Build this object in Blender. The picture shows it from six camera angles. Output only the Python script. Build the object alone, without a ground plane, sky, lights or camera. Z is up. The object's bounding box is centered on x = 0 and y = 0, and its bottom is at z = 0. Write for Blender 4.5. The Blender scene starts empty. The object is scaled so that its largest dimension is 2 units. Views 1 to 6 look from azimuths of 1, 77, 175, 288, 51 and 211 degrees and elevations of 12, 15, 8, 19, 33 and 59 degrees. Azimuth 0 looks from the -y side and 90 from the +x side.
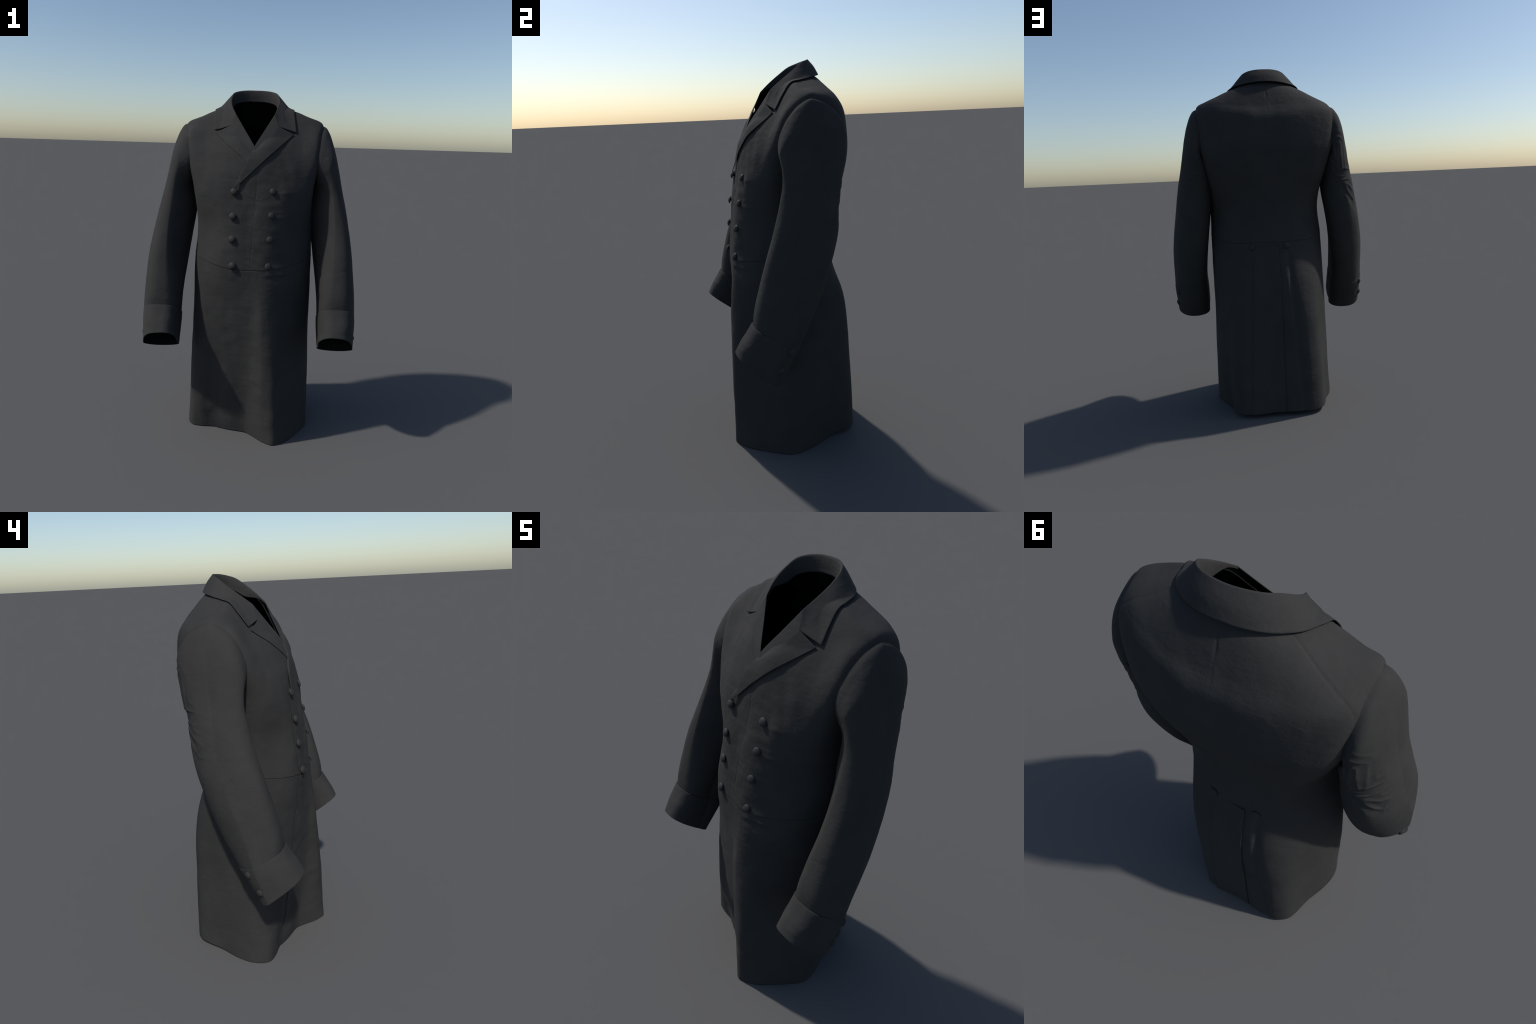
# Dark double-breasted frock coat, hollow, standing on its hem.
import bpy, math
import numpy as np
from mathutils import Vector, Matrix
from mathutils.bvhtree import BVHTree

# ------------------------------------------------------------------ helpers
def hermite(knots, vals, t):
    """Smooth (non-uniform Catmull-Rom) curve through vals at knots."""
    k = np.asarray(knots, float); v = np.asarray(vals, float); t = np.asarray(t, float)
    h = np.diff(k); sl = np.diff(v, axis=0) / h.reshape((-1,) + (1,) * (v.ndim - 1))
    m = np.empty_like(v); m[0] = sl[0]; m[-1] = sl[-1]
    w0 = h[1:].reshape((-1,) + (1,) * (v.ndim - 1)); w1 = h[:-1].reshape(w0.shape)
    m[1:-1] = (sl[:-1] * w0 + sl[1:] * w1) / (w0 + w1)
    i = np.clip(np.searchsorted(k, t, side='right') - 1, 0, len(k) - 2)
    s = ((t - k[i]) / h[i]); sh = s.shape + (1,) * (v.ndim - 1); s = s.reshape(sh); hh = h[i].reshape(sh)
    return ((2*s**3 - 3*s**2 + 1) * v[i] + (s**3 - 2*s**2 + s) * hh * m[i]
            + (-2*s**3 + 3*s**2) * v[i+1] + (s**3 - s**2) * hh * m[i+1])

def curve(pts, n):
    """n points on a smooth curve through pts, chord-length knots."""
    p = np.asarray(pts, float)
    k = np.r_[0, np.cumsum(np.linalg.norm(np.diff(p, axis=0), axis=1))]
    return hermite(k / k[-1], p, np.linspace(0, 1, n))

def sstep(a, b, x):
    t = np.clip((x - a) / (b - a), 0, 1); return t * t * (3 - 2 * t)

def vnoise(P, seed=0):
    """Smooth lattice noise in -1..1 at points P (n,3)."""
    P = np.asarray(P, float); i = np.floor(P).astype(np.int64); f = P - i; f = f * f * (3 - 2 * f)
    out = np.zeros(len(P))
    for dx in (0, 1):
        for dy in (0, 1):
            for dz in (0, 1):
                h = ((i[:, 0]+dx) * 374761393 + (i[:, 1]+dy) * 668265263 + (i[:, 2]+dz) * 2147483647 + seed * 974634777) & 0xffffffff
                h = ((h ^ (h >> 13)) * 1274126177) & 0xffffffff
                h = (h ^ (h >> 16)) & 0xffff
                w = (f[:, 0] if dx else 1-f[:, 0]) * (f[:, 1] if dy else 1-f[:, 1]) * (f[:, 2] if dz else 1-f[:, 2])
                out += w * (h / 32767.5 - 1)
    return out

def grid_faces(nr, nc, closed):
    r = np.arange(nr - 1)[:, None]; c = np.arange(nc if closed else nc - 1)[None, :]
    c2 = (c + 1) % nc
    a = r * nc + c; b = r * nc + c2; d = (r + 1) * nc + c2; e = (r + 1) * nc + c
    return np.stack([a, b, d, e], -1).reshape(-1, 4)

def grid_normals(G, closed):
    """Unit normals of a (rows, cols, 3) grid: d/dcol x d/drow."""
    if closed:
        du = np.roll(G, -1, 1) - np.roll(G, 1, 1)
    else:
        du = np.gradient(G, axis=1)
    dv = np.gradient(G, axis=0)
    n = np.cross(du, dv)
    return n / np.maximum(np.linalg.norm(n, axis=2, keepdims=True), 1e-12)

def seg_dist(P, line):
    """Distance of points to a polyline."""
    d = np.full(len(P), 9.0); line = np.asarray(line, float)
    for a, b in zip(line[:-1], line[1:]):
        ab = b - a; t = np.clip(((P - a) @ ab) / (ab @ ab), 0, 1)
        d = np.minimum(d, np.linalg.norm(P - a - t[:, None] * ab, axis=1))
    return d

def make_obj(name, verts, faces, mats, parent, smooth=True):
    me = bpy.data.meshes.new(name)
    me.from_pydata(np.asarray(verts).tolist(), [], np.asarray(faces).tolist() if not isinstance(faces, list) else faces)
    for m in mats: me.materials.append(m)
    me.polygons.foreach_set('use_smooth', [smooth] * len(me.polygons)); me.update()
    ob = bpy.data.objects.new(name, me); bpy.context.scene.collection.objects.link(ob)
    ob.parent = parent
    return ob

def thicken(ob, t, lining=True):
    m = ob.modifiers.new('thickness', 'SOLIDIFY'); m.thickness = t; m.offset = -1
    m.use_rim = True
    if lining: m.material_offset = 1
    return ob

# ------------------------------------------------------------------ materials
def cloth(name, col, rough=0.88, bump=0.25, mottle=0.08):
    m = bpy.data.materials.new(name); m.use_nodes = True
    nt = m.node_tree; N = nt.nodes; L = nt.links
    b = N['Principled BSDF']; b.inputs['Roughness'].default_value = rough
    b.inputs['Specular IOR Level'].default_value = 0.12
    tc = N.new('ShaderNodeTexCoord')
    n1 = N.new('ShaderNodeTexNoise'); n1.inputs['Scale'].default_value = 9; n1.inputs['Detail'].default_value = 5
    L.new(tc.outputs['Object'], n1.inputs['Vector'])
    cr = N.new('ShaderNodeValToRGB')
    e = cr.color_ramp.elements
    e[0].position = 0.3; e[0].color = (*[c * (1 - mottle) for c in col], 1)
    e[1].position = 0.72; e[1].color = (*[c * (1 + mottle) for c in col], 1)
    L.new(n1.outputs['Fac'], cr.inputs['Fac'])
    # fine weave: two crossed noises stretched along warp and weft
    wv = N.new('ShaderNodeTexNoise'); wv.inputs['Scale'].default_value = 1; wv.inputs['Detail'].default_value = 2
    mp = N.new('ShaderNodeMapping'); mp.inputs['Scale'].default_value = (260, 260, 90)
    L.new(tc.outputs['Object'], mp.inputs['Vector']); L.new(mp.outputs['Vector'], wv.inputs['Vector'])
    mx = N.new('ShaderNodeMix'); mx.data_type = 'RGBA'; mx.blend_type = 'MULTIPLY'
    mx.inputs['Factor'].default_value = 0.25
    L.new(cr.outputs['Color'], mx.inputs['A']); L.new(wv.outputs['Fac'], mx.inputs['B'])
    gain = N.new('ShaderNodeMix'); gain.data_type = 'RGBA'; gain.blend_type = 'MULTIPLY'
    gain.inputs['Factor'].default_value = 1; gain.inputs['B'].default_value = (1.14, 1.14, 1.14, 1)
    L.new(mx.outputs['Result'], gain.inputs['A'])
    L.new(gain.outputs['Result'], b.inputs['Base Color'])
    n2 = N.new('ShaderNodeTexNoise'); n2.inputs['Scale'].default_value = 45; n2.inputs['Detail'].default_value = 4
    L.new(tc.outputs['Object'], n2.inputs['Vector'])
    ad = N.new('ShaderNodeMath'); ad.operation = 'MULTIPLY_ADD'; ad.inputs[1].default_value = 0.25
    L.new(wv.outputs['Fac'], ad.inputs[0]); L.new(n2.outputs['Fac'], ad.inputs[2])
    mp2 = N.new('ShaderNodeMapping'); mp2.inputs['Rotation'].default_value = (0, math.radians(38), 0); mp2.inputs['Scale'].default_value = (9, 12, 34)
    n3 = N.new('ShaderNodeTexNoise'); n3.inputs['Scale'].default_value = 1; n3.inputs['Detail'].default_value = 3; n3.inputs['Distortion'].default_value = .6
    L.new(tc.outputs['Object'], mp2.inputs['Vector']); L.new(mp2.outputs['Vector'], n3.inputs['Vector'])
    ad2 = N.new('ShaderNodeMath'); ad2.operation = 'MULTIPLY_ADD'; ad2.inputs[1].default_value = 1.1
    L.new(n3.outputs['Fac'], ad2.inputs[0]); L.new(ad.outputs['Value'], ad2.inputs[2]); ad = ad2
    bp = N.new('ShaderNodeBump'); bp.inputs['Strength'].default_value = bump; bp.inputs['Distance'].default_value = 0.006
    L.new(ad.outputs['Value'], bp.inputs['Height']); L.new(bp.outputs['Normal'], b.inputs['Normal'])
    return m

CLOTH = cloth('dark_wool', (0.0365, 0.0357, 0.0348))
LINING = cloth('inside_near_black', (0.006, 0.006, 0.006), bump=0.05)  # near-black base colour for the inner faces, much darker than the outer cloth
BUTTON = cloth('button_cover', (0.034, 0.034, 0.034), rough=0.6, bump=0.08, mottle=0.08)

coat = bpy.data.objects.new('frock_coat', None); bpy.context.scene.collection.objects.link(coat)
coat['label'] = 'dark grey double-breasted wool frock coat with lapels'
coat['category'] = 'coat'

# ------------------------------------------------------------------ body surface
# Plan sections, 20 stations: front centre, round by +x, back centre, round by -x.
S_HEM = [(0, -.203), (.105, -.303), (.16, -.331), (.24, -.276), (.305, -.182), (.370, -.06), (.335, .07), (.275, .19), (.258, .292), (.205, .342),
         (0, .337), (-.205, .342), (-.262, .302), (-.302, .17), (-.342, .06), (-.358, -.05), (-.335, -.118), (-.28, -.14), (-.19, -.142), (-.10, -.172)]
S_LOW = [(0, -.245), (.092, -.312), (.155, -.312), (.235, -.234), (.31, -.148), (.360, -.05), (.338, .08), (.29, .19), (.25, .287), (.195, .328),
         (0, .328), (-.195, .328), (-.248, .287), (-.295, .175), (-.33, .07), (-.346, -.04), (-.327, -.12), (-.28, -.166), (-.20, -.182), (-.10, -.214)]
S_HIP = [(0, -.272), (.085, -.296), (.15, -.272), (.23, -.212), (.306, -.130), (.352, -.04), (.338, .08), (.295, .18), (.24, .260), (.18, .294),
         (0, .312), (-.17, .297), (-.225, .258), (-.28, .175), (-.318, .08), (-.333, -.03), (-.31, -.103), (-.27, -.162), (-.20, -.208), (-.10, -.245)]
S_WAIST = [(0, -.269), (.10, -.266), (.17, -.241), (.25, -.196), (.317, -.124), (.352, -.03), (.342, .05), (.305, .12), (.245, .184), (.175, .226),
           (0, .258), (-.165, .226), (-.225, .184), (-.28, .115), (-.312, .05), (-.328, -.03), (-.306, -.106), (-.25, -.178), (-.18, -.23), (-.10, -.258)]
S_RIB = [(0, -.250), (.10, -.244), (.17, -.216), (.25, -.162), (.315, -.104), (.347, -.02), (.337, .06), (.300, .130), (.240, .192), (.165, .232),
         (0, .256), (-.16, .230), (-.22, .190), (-.275, .125), (-.30, .06), (-.313, -.02), (-.295, -.098), (-.245, -.150), (-.175, -.207), (-.10, -.240)]
H_CHEST = [(0, -.213), (.10, -.208), (.18, -.197), (.268, -.164), (.335, -.109), (.352, 0), (.362, .10), (.347, .198), (.275, .266), (.182, .289), (0, .298)]
H_BUST = [(0, -.185), (.10, -.175), (.18, -.155), (.262, -.126), (.354, -.093), (.374, .01), (.390, .11), (.378, .220), (.290, .280), (.190, .310), (0, .318)]
# above the bust the stations leave the horizontal and run over the shoulders to the neckline
H_A = [(0, -.168, 1.640), (.10, -.138, 1.688), (.18, -.100, 1.708), (.26, -.068, 1.72), (.356, -.050, 1.73), (.388, .025, 1.748), (.396, .10, 1.748), (.379, .203, 1.745), (.290, .264, 1.74), (.19, .294, 1.735), (0, .312, 1.72)]
H_B = [(0, -.159, 1.650), (.092, -.105, 1.734), (.15, -.056, 1.778), (.25, -.022, 1.795), (.335, .004, 1.804), (.380, .05, 1.811), (.378, .10, 1.811), (.348, .174, 1.807), (.270, .230, 1.808), (.18, .258, 1.802), (0, .274, 1.795)]
H_C = [(0, -.154, 1.656), (.086, -.092, 1.750), (.126, -.046, 1.814), (.19, -.002, 1.845), (.255, .03, 1.858), (.285, .065, 1.850), (.282, .10, 1.852), (.252, .150, 1.862), (.20, .193, 1.869), (.135, .215, 1.876), (0, .229, 1.880)]
H_D = [(0, -.150, 1.662), (.079, -.086, 1.758), (.111, -.040, 1.832), (.128, 0, 1.875), (.15, .045, 1.893), (.16, .075, 1.903), (.155, .10, 1.91), (.135, .13, 1.920), (.108, .155, 1.928), (.073, .172, 1.933), (0, .184, 1.936)]

def mirror(h, k=1.0):
    h = [tuple(p) for p in h]
    return h + [(-p[0] * k,) + p[1:] for p in h[-2:0:-1]]
def lift(sec, z): return [(x, y, z) for x, y in sec]
LEVELS = [0.0, .4, .8, 1.02, 1.22, 1.45, 1.60, 1.70, 1.79, 1.88, 2.0]
RINGS = np.array([lift(S_HEM, 0), lift(S_LOW, .4), lift(S_HIP, .8), lift(S_WAIST, 1.02), lift(S_RIB, 1.22),
                  lift(mirror(H_CHEST, .97), 1.45), lift(mirror(H_BUST, .985), 1.60), mirror(H_A), mirror(H_B), mirror(H_C), mirror(H_D)])
# the back of the hem hangs a little higher than the front
RINGS[0, :, 2] = 0.024 * sstep(0.0, 0.3, RINGS[0, :, 1])
# the +x shoulder sits a little higher and wider than the other one
_up = sstep(.12, .30, RINGS[8:10, :, 0]) * sstep(-.06, .03, RINGS[8:10, :, 1])
RINGS[8:10, :, 2] += .007 * _up; RINGS[8:10, :, 0] += .002 * _up
_dn = sstep(-.2, -.34, RINGS[8:10, :, 0]); RINGS[8:10, :, 2] -= .004 * _dn; RINGS[8:10, :, 0] += .006 * _dn
# round-the-body knots from mean chord lengths
_ch = np.linalg.norm(np.roll(RINGS, -1, 1) - RINGS, axis=2)[:8].mean(0)
KN = np.r_[0, np.cumsum(_ch)]; KN /= KN[-1]

def body_raw(U, T):
    """Body points for round-parameter U (nc,) and per-cell height parameter T (nr,nc)."""
    ext = 4
    k = np.r_[KN[-1-ext:-1] - 1, KN, KN[1:1+ext] + 1]
    R = np.concatenate([RINGS[:, -ext:], RINGS, RINGS[:, :ext+1]], axis=1)
    cols = hermite(k, R.transpose(1, 0, 2), U)            # (nc, levels, 3)
    out = np.empty(T.shape + (3,))
    for j in range(len(U)):
        out[:, j] = hermite(LEVELS, cols[j], T[:, j])
    return out

SHOULDER_SEAM = {sx: [(sx*.13, .135, 0), (sx*.20, .155, 0), (sx*.26, .175, 0), (sx*.33, .19, 0), (sx*.39, .195, 0)] for sx in (1, -1)}

def relief(P):
    """Folds, drag lines and seams of the cloth, metres along the normal."""
    x, y, z = P.T
    front = sstep(.05, -.12, y); back = sstep(0, .15, y)
    d = 0.0016 * vnoise(P * (9, 9, 5), 1) + 0.0007 * vnoise(P * (26, 26, 18), 2)
    # diagonal drag lines on the front
    q = np.stack([x * 10 + z * 14, y * 8, z * 6 - x * 20], 1)
    d += front * 0.0022 * vnoise(q, 3)
    q = np.stack([x * 16 - z * 9, y * 8, z * 34 + x * 9], 1)
    d += front * 0.0013 * vnoise(q, 4) * sstep(.25, .1, np.abs(x - .02)) * (.4 + .6 * sstep(.85, 1.05, z))
    # crease under the last button of the +x row
    g = lambda cx, cz, wx, wz: np.exp(-((x - cx) / wx) ** 2 - ((z - cz) / wz) ** 2) * front
    d += 0.0035 * g(.17, .990, .055, .010) - 0.004 * g(.15, .968, .05, .012)
    d += 0.0025 * g(.17, 1.43, .05, .012) + .002 * g(.17, 1.30, .05, .012)
    # seams
    plan = P * (1, 1, 0); up = sstep(1.70, 1.76, z)
    for sx in (1, -1):
        d -= up * 0.0015 * np.exp(-(seg_dist(plan, SHOULDER_SEAM[sx]) / .0045) ** 2)
    wav = .003 * vnoise(np.stack([z * 0, z * 0, z * 26], 1), 6)
    d -= back * .0022 * np.exp(-((x + .004 + wav) / .004) ** 2) * sstep(1.70, 1.80, z) * (.6 + .4 * vnoise(P * 22, 7))
    # puckered dart line down the front, between the two rows of buttons
    xl = .004 + .022 * sstep(1.0, 1.53, z) + .8 * wav
    d -= front * .0015 * np.exp(-((x - xl) / .0035) ** 2) * sstep(1.0, 1.03, z) * sstep(1.56, 1.50, z) * (.7 + .5 * vnoise(P * 45, 8))
    d += front * .0010 * np.exp(-((x - xl) / .03) ** 2) * vnoise(np.stack([x * 12, z * 0, z * 75 + x * 40], 1), 9) * sstep(.98, 1.03, z) * sstep(1.56, 1.46, z)
    # long pleats at the back of the skirt: a groove from each tail button to the hem
    sk = sstep(1.0, .93, z) * back
    for sx in (1, -1):
        e = (x - .014) * sx - (.10 + .06 * (1 - z))
        dep = .008
        d -= sk * dep * np.where(e < 0, np.exp(-(e / .010) ** 2), np.exp(-(e / .028) ** 2))
    return d

NC = 560
U = np.arange(NC) / NC
def z_seam(U):
    """Waist seam height round the body: dips at the front, level at the back."""
    c = body_raw(U, np.full((1, len(U)), 1.02))[0]
    return 1.012 + .048 * np.clip(np.abs(c[:, 0]) / .33, 0, 1) ** 2 * sstep(.2, -.05, c[:, 1]) + .012 * sstep(-.05, .2, c[:, 1])
ZS = z_seam(U)
def build_body(t0, t1, nr):
    w = np.linspace(0, 1, nr)[:, None]
    T = t0 * (1 - w) + t1 * w
    G = body_raw(U, T)
    n = grid_normals(G, True)
    G = G + n * relief(G.reshape(-1, 3)).reshape(nr, NC, 1)
    return G, n
skirtG, skirtN = build_body(np.zeros(NC), ZS, 300)
bodG, bodN = build_body(ZS, np.full(NC, 2.0), 330)
# the skirt is tucked under the bodice edge: bodice swells 2 mm at the seam, skirt pinches
w = np.exp(-((bodG[:, :, 2:] - ZS[None, :, None]) / .012) ** 2); bodG[:, :, :] += bodN * .0010 * w * (bodG[:, :, 2:] < 1.2)
w = np.exp(-((skirtG[:, :, 2:] - ZS[None, :, None]) / .004) ** 2); skirtG -= skirtN * .0003 * w
skirt = thicken(make_obj('skirt', skirtG.reshape(-1, 3), grid_faces(300, NC, True), [CLOTH, LINING], coat), .004)
bodice = thicken(make_obj('bodice', bodG.reshape(-1, 3), grid_faces(330, NC, True), [CLOTH, LINING], coat), .004)
bodice.modifiers[0].material_offset_rim = 1

allv = np.concatenate([skirtG.reshape(-1, 3), bodG.reshape(-1, 3)])
allf = np.concatenate([grid_faces(300, NC, True), grid_faces(330, NC, True) + 300 * NC])
BVH = BVHTree.FromPolygons(allv.tolist(), allf.tolist())

def drape(x, z):
    """Point and normal of the coat front at (x, z)."""
    h = BVH.ray_cast(Vector((x, -1, z)), Vector((0, 1, 0)))
    return (np.array(h[0]), np.array(h[1])) if h[0] else (None, None)
def push_out(G, off, ceil=None):
    """Hold grid points at least `off` (and at most `ceil`) outside the body."""
    cl = None if ceil is None else np.asarray(ceil).reshape(-1)
    F = G.reshape(-1, 3); o = np.broadcast_to(off, F.shape[:1]) if np.ndim(off) < 2 else np.asarray(off).reshape(-1)
    for i, p in enumerate(F):
        loc, nn, _, _ = BVH.find_nearest(Vector(p))
        s = (Vector(p) - loc).dot(nn)
        if s < o[i]: F[i] = np.array(p) + np.array(nn) * (o[i] - s)
        elif cl is not None and s > cl[i]: F[i] = np.array(p) + np.array(nn) * (cl[i] - s)
    return F.reshape(G.shape)

# ------------------------------------------------------------------ overlapping front panels
def edge_x(z):
    """x of the free edge of the +x front, which laps over the other."""
    return np.interp(z, [0, .16, .31, .59, .82, 1.0, 1.2, 1.4, 1.47], [-.177, -.168, -.160, -.144, -.126, -.117, -.118, -.116, -.104])
def front_panel(name, zlo, zhi, reach, nz=160, nx=40):
    V = np.zeros((nz, nx, 3))
    for i, f in enumerate(np.linspace(0, 1, nz)):
        for j, s in enumerate(np.linspace(0, 1, nx)):
            s2 = s ** 1.6; zz0 = zlo(0) if callable(zlo) else zlo
            x = edge_x(zz0 + f * (zhi - zz0)) + s2 * reach
            z0 = zlo(x) if callable(zlo) else zlo; z1 = zhi
            z = z0 + f * (z1 - z0)
            p, n = drape(x, max(z, .004)); 
            off = .004 * (1 - sstep(0, 1, s2)) - .0015 * sstep(.75, 1, s2)
            k = sstep(.8, .97, f) * sstep(.02, .2, s2) if name == 'front_panel' else 0
            V[i, j] = p + n * (off * (1 - k) - .002 * k)
            if z < .004: V[i, j, 2] = z
    ob = make_obj(name, V.reshape(-1, 3), grid_faces(nz, nx, False), [CLOTH, LINING], coat)
    return thicken(ob, .003, False)
def vent_flap(nz=200, nx=30):
    V = np.zeros((nz, nx, 3))
    for i, z in enumerate(np.linspace(.024, 1.005, nz)):
        for j, q in enumerate(np.linspace(0, 1, nx)):
            h = BVH.ray_cast(Vector((-.037 + .11 * q ** 1.5, 1, max(z, .03))), Vector((0, -1, 0)))
            V[i, j] = h[0] + h[1] * (.007 * (1 - sstep(0, 1, q)) - .002 * sstep(.8, 1, q))
            if z < .03: V[i, j, 2] = z
    ob = make_obj('vent_flap', V.reshape(-1, 3), grid_faces(nz, nx, False), [CLOTH, LINING], coat)
    if ob.data.polygons[0].normal.y < 0: ob.data.flip_normals()
    thicken(ob, .0045, False)
vent_flap()
front_panel('front_panel', 1.0135, 1.456, .115)
front_panel('skirt_front_panel', 0.0, 1.0105, .2, nz=220)

# ------------------------------------------------------------------ sleeves and cuffs
def tube(rings, nr, nc, sx):
    """Loft of rings given by their outer, inner, front and rear points (for the +x arm)."""
    R = np.array(rings, float).reshape(len(rings), 12)
    k = np.r_[0, np.cumsum(np.linalg.norm(np.diff((R[:, :3] * 2 + R[:, 3:6]) / 3, axis=0), axis=1) + .004)]
    A = hermite(k / k[-1], R, np.linspace(0, 1, nr)).reshape(nr, 4, 1, 3)
    O, I, F, B = A[:, 0], A[:, 1], A[:, 2], A[:, 3]; C = (O + I) / 2
    ph = np.arange(nc) / nc * 2 * np.pi; c, s = np.cos(ph), np.sin(ph)
    # squareness of the four quarters of the section: rounder at the shoulder, flat-sided on the forearm
    z = C[:, :, 2]; lo = sstep(1.42, .98, z); cap = sstep(1.22, 1.68, z)
    c, s = c[None, :], s[None, :]
    wr = sstep(1.0, .8, z)
    e = 2 / np.where(s > 0, np.where(c > 0, 1.75 + 1.05 * lo + .5 * wr, 1.38 + .65 * cap + .75 * sstep(1.15, .70, z)), np.where(c > 0, 2.1 + .3 * lo, 2.05))
    c = (np.sign(c) * np.abs(c) ** e)[:, :, None]; s = (np.sign(s) * np.abs(s) ** e)[:, :, None]
    G = C + (O - C) * c + np.where(s > 0, (F - C) * s, (C - B) * s)
    G = G * np.array([sx, 1, 1])
    return G if sx < 0 else G[:, ::-1]

SLEEVE = [((.398, .065, 1.804), (.356, .06, 1.49), (.377, -.092, 1.62), (.374, .218, 1.63)),
          ((.416, .065, 1.796), (.354, .06, 1.478), (.391, -.095, 1.61), (.385, .225, 1.62)),
          ((.435, .065, 1.767), (.350, .06, 1.465), (.404, -.095, 1.595), (.395, .230, 1.61)),
          ((.453, .065, 1.712), (.345, .06, 1.452), (.416, -.093, 1.575), (.402, .231, 1.59)),
          ((.471, .06, 1.64), (.340, .06, 1.44), (.429, -.091, 1.545), (.407, .228, 1.56)),
          ((.488, .055, 1.56), (.334, .06, 1.42), (.442, -.088, 1.50), (.410, .218, 1.51)),
          ((.505, .045, 1.47), (.328, .045, 1.38), (.453, -.091, 1.44), (.413, .205, 1.45)),
          ((.528, .03, 1.37), (.328, .032, 1.32), (.462, -.107, 1.365), (.420, .187, 1.37)),
          ((.561, .005, 1.2), (.350, .015, 1.18), (.473, -.147, 1.225), (.440, .163, 1.17)),
          ((.586, -.04, 1.06), (.373, -.015, 1.05), (.474, -.187, 1.10), (.452, .120, 1.03)),
          ((.602, -.088, .93), (.394, -.07, .925), (.472, -.224, .975), (.460, .063, .885)),
          ((.608, -.135, .80), (.405, -.125, .80), (.473, -.254, .85), (.464, .005, .765)),
          ((.608, -.155, .715), (.405, -.15, .715), (.475, -.261, .785), (.465, -.043, .675)),
          ((.600, -.18, .64), (.402, -.18, .64), (.476, -.275, .70), (.468, -.09, .61))]
CUFF = [((.6105, -.146, .735), (.4025, -.143, .733), (.475, -.268, .802), (.465, -.037, .682)),
        ((.611, -.156, .705), (.4015, -.152, .706), (.476, -.288, .770), (.466, -.049, .660)),
        ((.608, -.181, .632), (.402, -.179, .638), (.474, -.320, .726), (.468, -.095, .592)),
        ((.602, -.207, .548), (.403, -.21, .560), (.472, -.352, .668), (.470, -.146, .516))]
cuff_buttons = []
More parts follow.
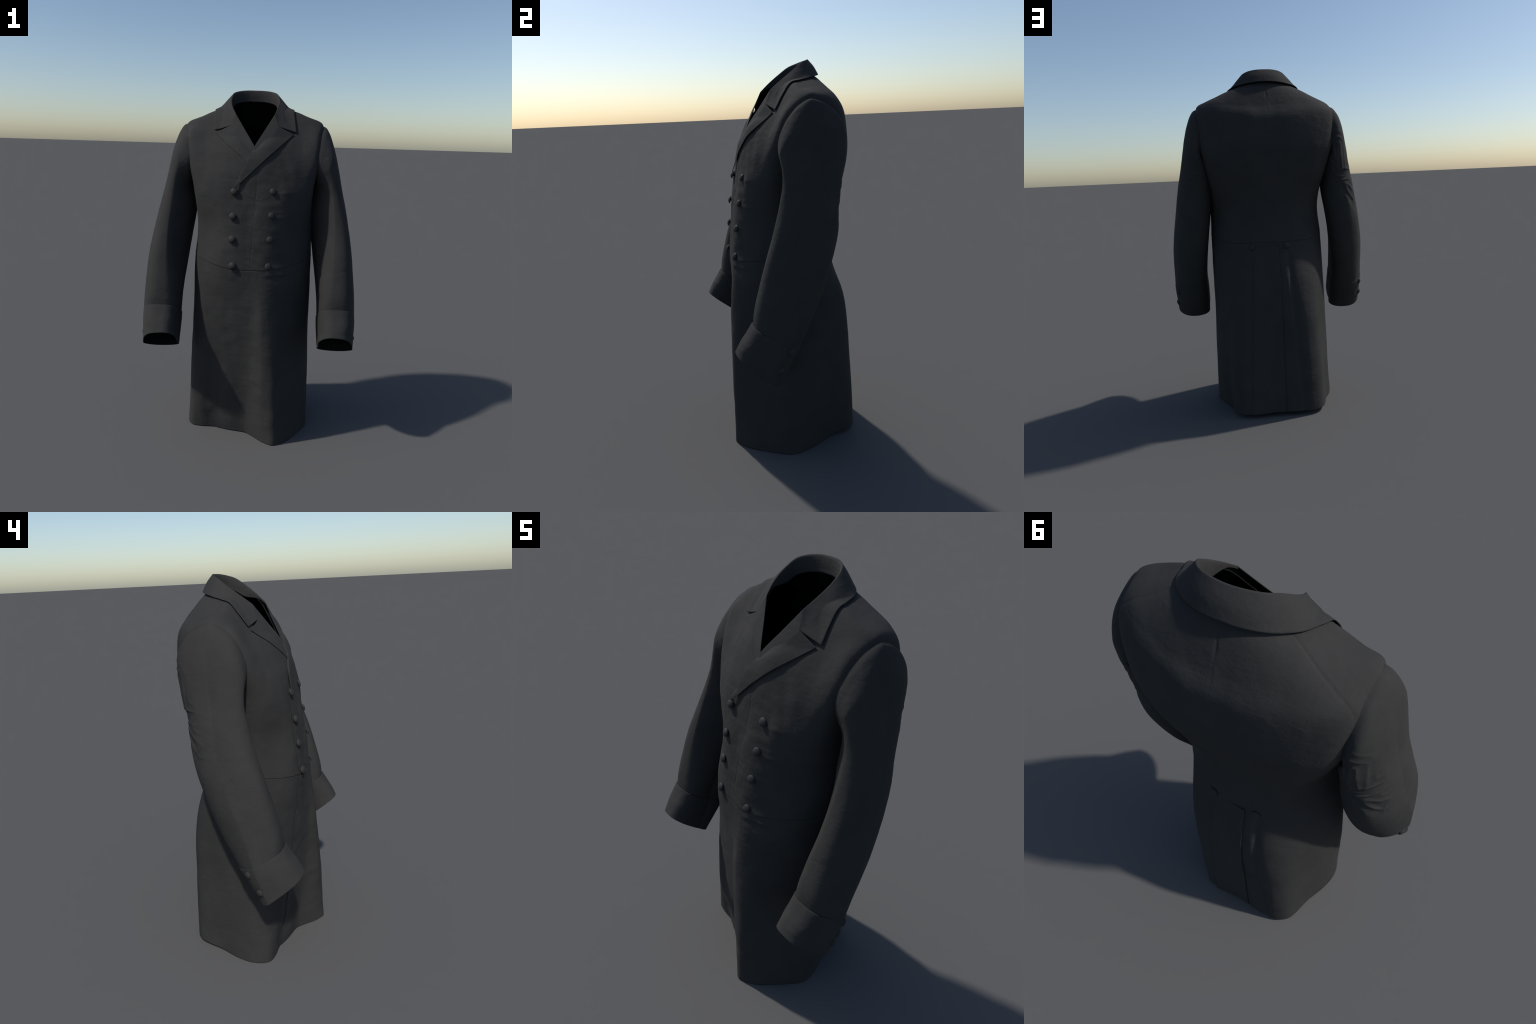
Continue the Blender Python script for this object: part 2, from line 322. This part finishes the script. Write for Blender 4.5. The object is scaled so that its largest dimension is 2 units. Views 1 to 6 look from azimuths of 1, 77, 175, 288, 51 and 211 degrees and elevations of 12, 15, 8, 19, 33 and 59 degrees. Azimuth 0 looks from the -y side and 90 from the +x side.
for sx in (1, -1):
    nr, nc = 420, 180
    G = tube(SLEEVE, nr, nc, sx)
    # sew the sleeve head to the armhole: its first ring lies just under the body's surface
    dl = np.zeros((nc, 3))
    for j in range(nc):
        loc, nn, _, _ = BVH.find_nearest(Vector(G[0, j]))
        dl[j] = np.array(loc) - np.array(nn) * .001 - G[0, j]
    for _ in range(6): dl = (np.roll(dl, 1, 0) + 2 * dl + np.roll(dl, -1, 0)) / 4
    fall = 1 - sstep(0, 1, np.arange(nr) / 45.0)
    G = G + fall[:, None, None] * dl[None]
    if sx < 0: G[:, :, 0] += .009 * sstep(.95, 1.5, G[:, :, 2]) * sstep(-.38, -.5, G[:, :, 0])
    if sx < 0: G[:, :, 0] -= .002 * sstep(1.5, .95, G[:, :, 2])
    n = grid_normals(G, True)
    P = G.reshape(-1, 3); x, y, z = P.T
    n = n if (n[200, :, :] * (G[200] - G[200].mean(0))).sum() > 0 else -n
    d = 0.0014 * vnoise(P * (10, 10, 6) + 7 * sx, 11) + .0006 * vnoise(P * (30, 30, 22), 12)
    # crumples behind the armpit and the elbow, stronger on the -x sleeve
    rear = sstep(.03, .13, y)
    amt = 1.0 if sx < 0 else .7
    wob = np.stack([vnoise(P * 9, 31), vnoise(P * 9, 32), vnoise(P * 9, 33)], 1)
    q = P * (21, 19, 25) + wob * 1.3 + 5 * sx
    pinch = (1 - np.abs(vnoise(q, 14 + sx))) ** 2.6 - .38                    # short irregular ridges
    path = [(sx * .39, .20, 1.58), (sx * .43, .20, 1.44), (sx * .50, .15, 1.27)]
    zone = np.exp(-(seg_dist(P, path) / .065) ** 2) * sstep(1.72, 1.62, z)
    d += (.0085 if sx < 0 else .0045) * zone * pinch
    d += .0030 * rear * sstep(1.05, 1.2, z) * sstep(1.72, 1.6, z) * vnoise(q * .5, 16 + sx)
    G = G + n * d.reshape(nr, nc, 1)
    f = grid_faces(nr, nc, True)
    sl = make_obj('sleeve', G.reshape(-1, 3), f, [CLOTH, LINING], coat)
    nr, nc = 60, 180
    C = tube(CUFF, nr, nc, sx)
    if sx < 0: C[:, :, 0] -= .002
    nC = grid_normals(C, True)
    nC = nC if (nC[30] * (C[30] - C[30].mean(0))).sum() > 0 else -nC
    dC = .0012 * vnoise(C.reshape(-1, 3) * 16 + 3 * sx, 21) + .0006 * vnoise(C.reshape(-1, 3) * 40, 22)
    C = C + nC * (dC.reshape(nr, nc, 1))
    lip = C[0] + (C[0].mean(0) - C[0]) * .09
    C = np.concatenate([lip[None], C]); nr += 1
    CUFF_BVH = BVHTree.FromPolygons(C.reshape(-1, 3).tolist(), grid_faces(nr, nc, True).tolist())
    for bp in ((.600, -.112, .689), (.604, -.170, .608)):
        loc, nn, _, _ = CUFF_BVH.find_nearest(Vector((bp[0] * sx, bp[1], bp[2])))
        out = Vector((sx, .35, -.15)).normalized(); nn = nn if nn.dot(out) > 0 else -nn
        cuff_buttons.append((loc, (nn + out * .3).normalized()))
    cu = thicken(make_obj('cuff', C.reshape(-1, 3), grid_faces(nr, nc, True), [CLOTH, LINING], coat), .004)
    for ob in (sl, cu):
        # outward normals
        me = ob.data
        p0 = me.polygons[len(me.polygons) // 2]
        ctr = Vector(np.mean([me.vertices[i].co for i in range((p0.vertices[0] // nc) * nc, (p0.vertices[0] // nc) * nc + nc)], axis=0))
        if p0.normal.dot(p0.center - ctr) < 0: me.flip_normals()
    thicken(sl, .003)

# ------------------------------------------------------------------ lapels
def lapel(name, roll, outer, notch, sx, lift_off, nq=90, np_=40):
    R = curve(roll, nq); O = curve(outer, nq)
    G = np.zeros((nq, np_, 3)); s = np.linspace(0, 1, np_)
    pl = np.array([roll[0], notch, outer[0]]); kk = np.r_[0, np.cumsum(np.linalg.norm(np.diff(pl, axis=0), axis=1))]
    top = np.stack([np.interp(s * kk[-1], kk, pl[:, a]) for a in range(3)], 1)
    straight0 = R[0] + (O[0] - R[0]) * s[:, None]
    for i in range(nq):
        f = i / (nq - 1)
        line = R[i] + (O[i] - R[i]) * s[:, None]
        line += (top - straight0) * (1 - sstep(0, .35, f))
        wdt = np.linalg.norm(O[i] - R[i])
        line[:, 1] -= .05 * wdt * np.sin(np.pi * s) * sstep(0, .3, f)              # soft roll
        G[i] = line
    fr = np.linspace(0, 1, nq)[:, None] * np.ones((1, np_))
    G[:, 3:] = push_out(G[:, 3:], (.005 + (lift_off - .005) * sstep(.08, .35, fr))[:, 3:])
    ob = make_obj(name, G.reshape(-1, 3), grid_faces(nq, np_, False), [CLOTH, LINING], coat)
    me = ob.data
    if me.polygons[len(me.polygons) // 2].normal.y > 0: me.flip_normals()
    return thicken(ob, .0025, False)

lapel('lapel', [(-.107, -.047, 1.857), (-.053, -.098, 1.772), (.004, -.152, 1.683), (.046, -.180, 1.615)],
      [(-.216, -.070, 1.746), (-.13, -.13, 1.672), (-.045, -.165, 1.60), (.01, -.185, 1.55)], (-.130, -.078, 1.788), -1, .004)
lapel('lapel', [(.114, -.047, 1.857), (.063, -.098, 1.772), (.010, -.151, 1.684), (-.046, -.190, 1.571), (-.102, -.224, 1.452)],
      [(.222, -.068, 1.748), (.14, -.125, 1.672), (.06, -.175, 1.60), (-.02, -.205, 1.525), (-.097, -.224, 1.450)], (.138, -.078, 1.788), 1, .009)

# ------------------------------------------------------------------ collar
T_HALF = [(0, .172, 2.0), (.05, .166, 1.999), (.095, .146, 1.992), (.126, .112, 1.978), (.138, .065, 1.945), (.130, .005, 1.900), (.114, -.047, 1.857)]
O_HALF = [(0, .222, 1.927), (.07, .214, 1.924), (.14, .182, 1.915), (.19, .135, 1.905), (.214, .065, 1.879), (.225, .003, 1.824), (.238, -.059, 1.760)]
M_HALF = [(0, .203, 1.966), (.062, .194, 1.963), (.119, .164, 1.954), (.157, .122, 1.942), (.174, .064, 1.914), (.170, -.012, 1.855), (.138, -.078, 1.788)]
def both(h, end=None):
    left = [(-a, b, c) for a, b, c in h[:0:-1]]
    if end: left[0] = end
    return left + list(h)
ns, npf = 200, 26
T, O, M = (curve(both(h, e), ns) for h, e in ((T_HALF, (-.107, -.047, 1.857)), (O_HALF, (-.220, -.054, 1.760)), (M_HALF, (-.130, -.078, 1.788))))
s = np.linspace(0, 1, npf)
G = np.zeros((npf, ns, 3))
for j in range(ns):
    e = abs(j / (ns - 1) * 2 - 1)                               # 0 back, 1 front ends
    tm = .5 + (np.linalg.norm(M[j]-T[j]) / (np.linalg.norm(M[j]-T[j]) + np.linalg.norm(O[j]-M[j])) - .5)
    lin = np.where(s[:, None] < tm, T[j] + (M[j] - T[j]) * s[:, None] / tm, M[j] + (O[j] - M[j]) * (s[:, None] - tm) / (1 - tm))
    smo = hermite([0, tm, 1], np.array([T[j], M[j], O[j]]), s); k = sstep(.6, .85, e)
    G[:, j] = smo * (1 - k) + lin * k
ee = np.abs(np.linspace(-1, 1, ns))[None, :] * np.ones((npf, 1)); pp = s[:, None] * np.ones((1, ns))
G[2:] = push_out(G[2:], (.0055 + .0025 * sstep(.4, 1, pp))[2:])
# inner leaf: rolls over the top edge and drops down inside the neck
inner = np.zeros((14, ns, 3))
for j in range(ns):
    e = abs(j / (ns - 1) * 2 - 1); k = 1 - sstep(.5, .95, e)
    c = np.array([T[j][0] * 0.0, .06, 0]); inw = c - T[j]; inw[2] = 0; inw /= np.linalg.norm(inw)
    prof = [(0, 0), (.003, .0), (.006, -.004), (.008, -.014), (.010, -.066)]
    q = curve([(a * (k * .8 + .2), b * (k * .85 + .15), 0) for a, b in prof], 14)
    inner[:, j] = T[j] + inw * q[:, 0:1] + np.array([0, 0, 1]) * q[:, 1:2]
G = np.concatenate([inner[:0:-1], G])
col = make_obj('collar', G.reshape(-1, 3), grid_faces(len(G), ns, False), [CLOTH, LINING], coat)
p = min(col.data.polygons, key=lambda p: (p.center - Vector((0, .21, 1.95))).length)
if p.normal.y < 0: col.data.flip_normals()
thicken(col, .0025, False)

# ------------------------------------------------------------------ buttons
def button_mesh():
    prof = [(0.0, .0185), (.006, .0180), (.011, .0166), (.0155, .0142), (.0188, .0110), (.0202, .0085), (.0200, .0065), (.0180, .0055), (.008, .0055), (.0062, .004), (.006, -.006)]
    nc = 28; V = [(r * math.cos(2*math.pi*k/nc), r * math.sin(2*math.pi*k/nc), h) for r, h in prof[1:] for k in range(nc)]
    F = grid_faces(len(prof) - 1, nc, True)[:, ::-1].tolist()
    V.append((0, 0, prof[0][1])); F += [[k, (k + 1) % nc, len(V) - 1] for k in range(nc)]
    me = bpy.data.meshes.new('button'); me.from_pydata(V, [], F); me.materials.append(BUTTON)
    me.polygons.foreach_set('use_smooth', [True] * len(me.polygons)); me.update()
    return me
BM = button_mesh()
first = None
def button(pos, nrm, size=1.0, spin=0.0, flat=1.0):
    ob = bpy.data.objects.new('button', BM); bpy.context.scene.collection.objects.link(ob); ob.parent = coat
    q = Vector(nrm).to_track_quat('Z', 'Y')
    ob.matrix_local = Matrix.Translation(Vector(pos)) @ q.to_matrix().to_4x4() @ Matrix.Rotation(spin, 4, 'Z') @ Matrix.Diagonal((size, size, size * flat, 1))
for i, (x, z) in enumerate([(-.095, 1.434), (-.098, 1.302), (-.099, 1.178), (-.094, 1.034), (.114, 1.440), (.110, 1.312), (.105, 1.183), (.100, 1.036)]):
    p, n = drape(x, z); n = n + np.array([0, 0, .15]); n /= np.linalg.norm(n)
    button(p + n * (.003 if x < 0 else -.001), n, 1.0 if x < 0 else .93, i * 1.1, 1.0 if x < 0 else .85)
for x, z in [(-.083, 1.001), (.113, .999)]:
    h = BVH.ray_cast(Vector((x, 1, z)), Vector((0, -1, 0)))
    button(h[0] - h[1] * .003, h[1], .95, 0, .85)
for p, n in cuff_buttons:
    button(p + n * -.006, n, .93)
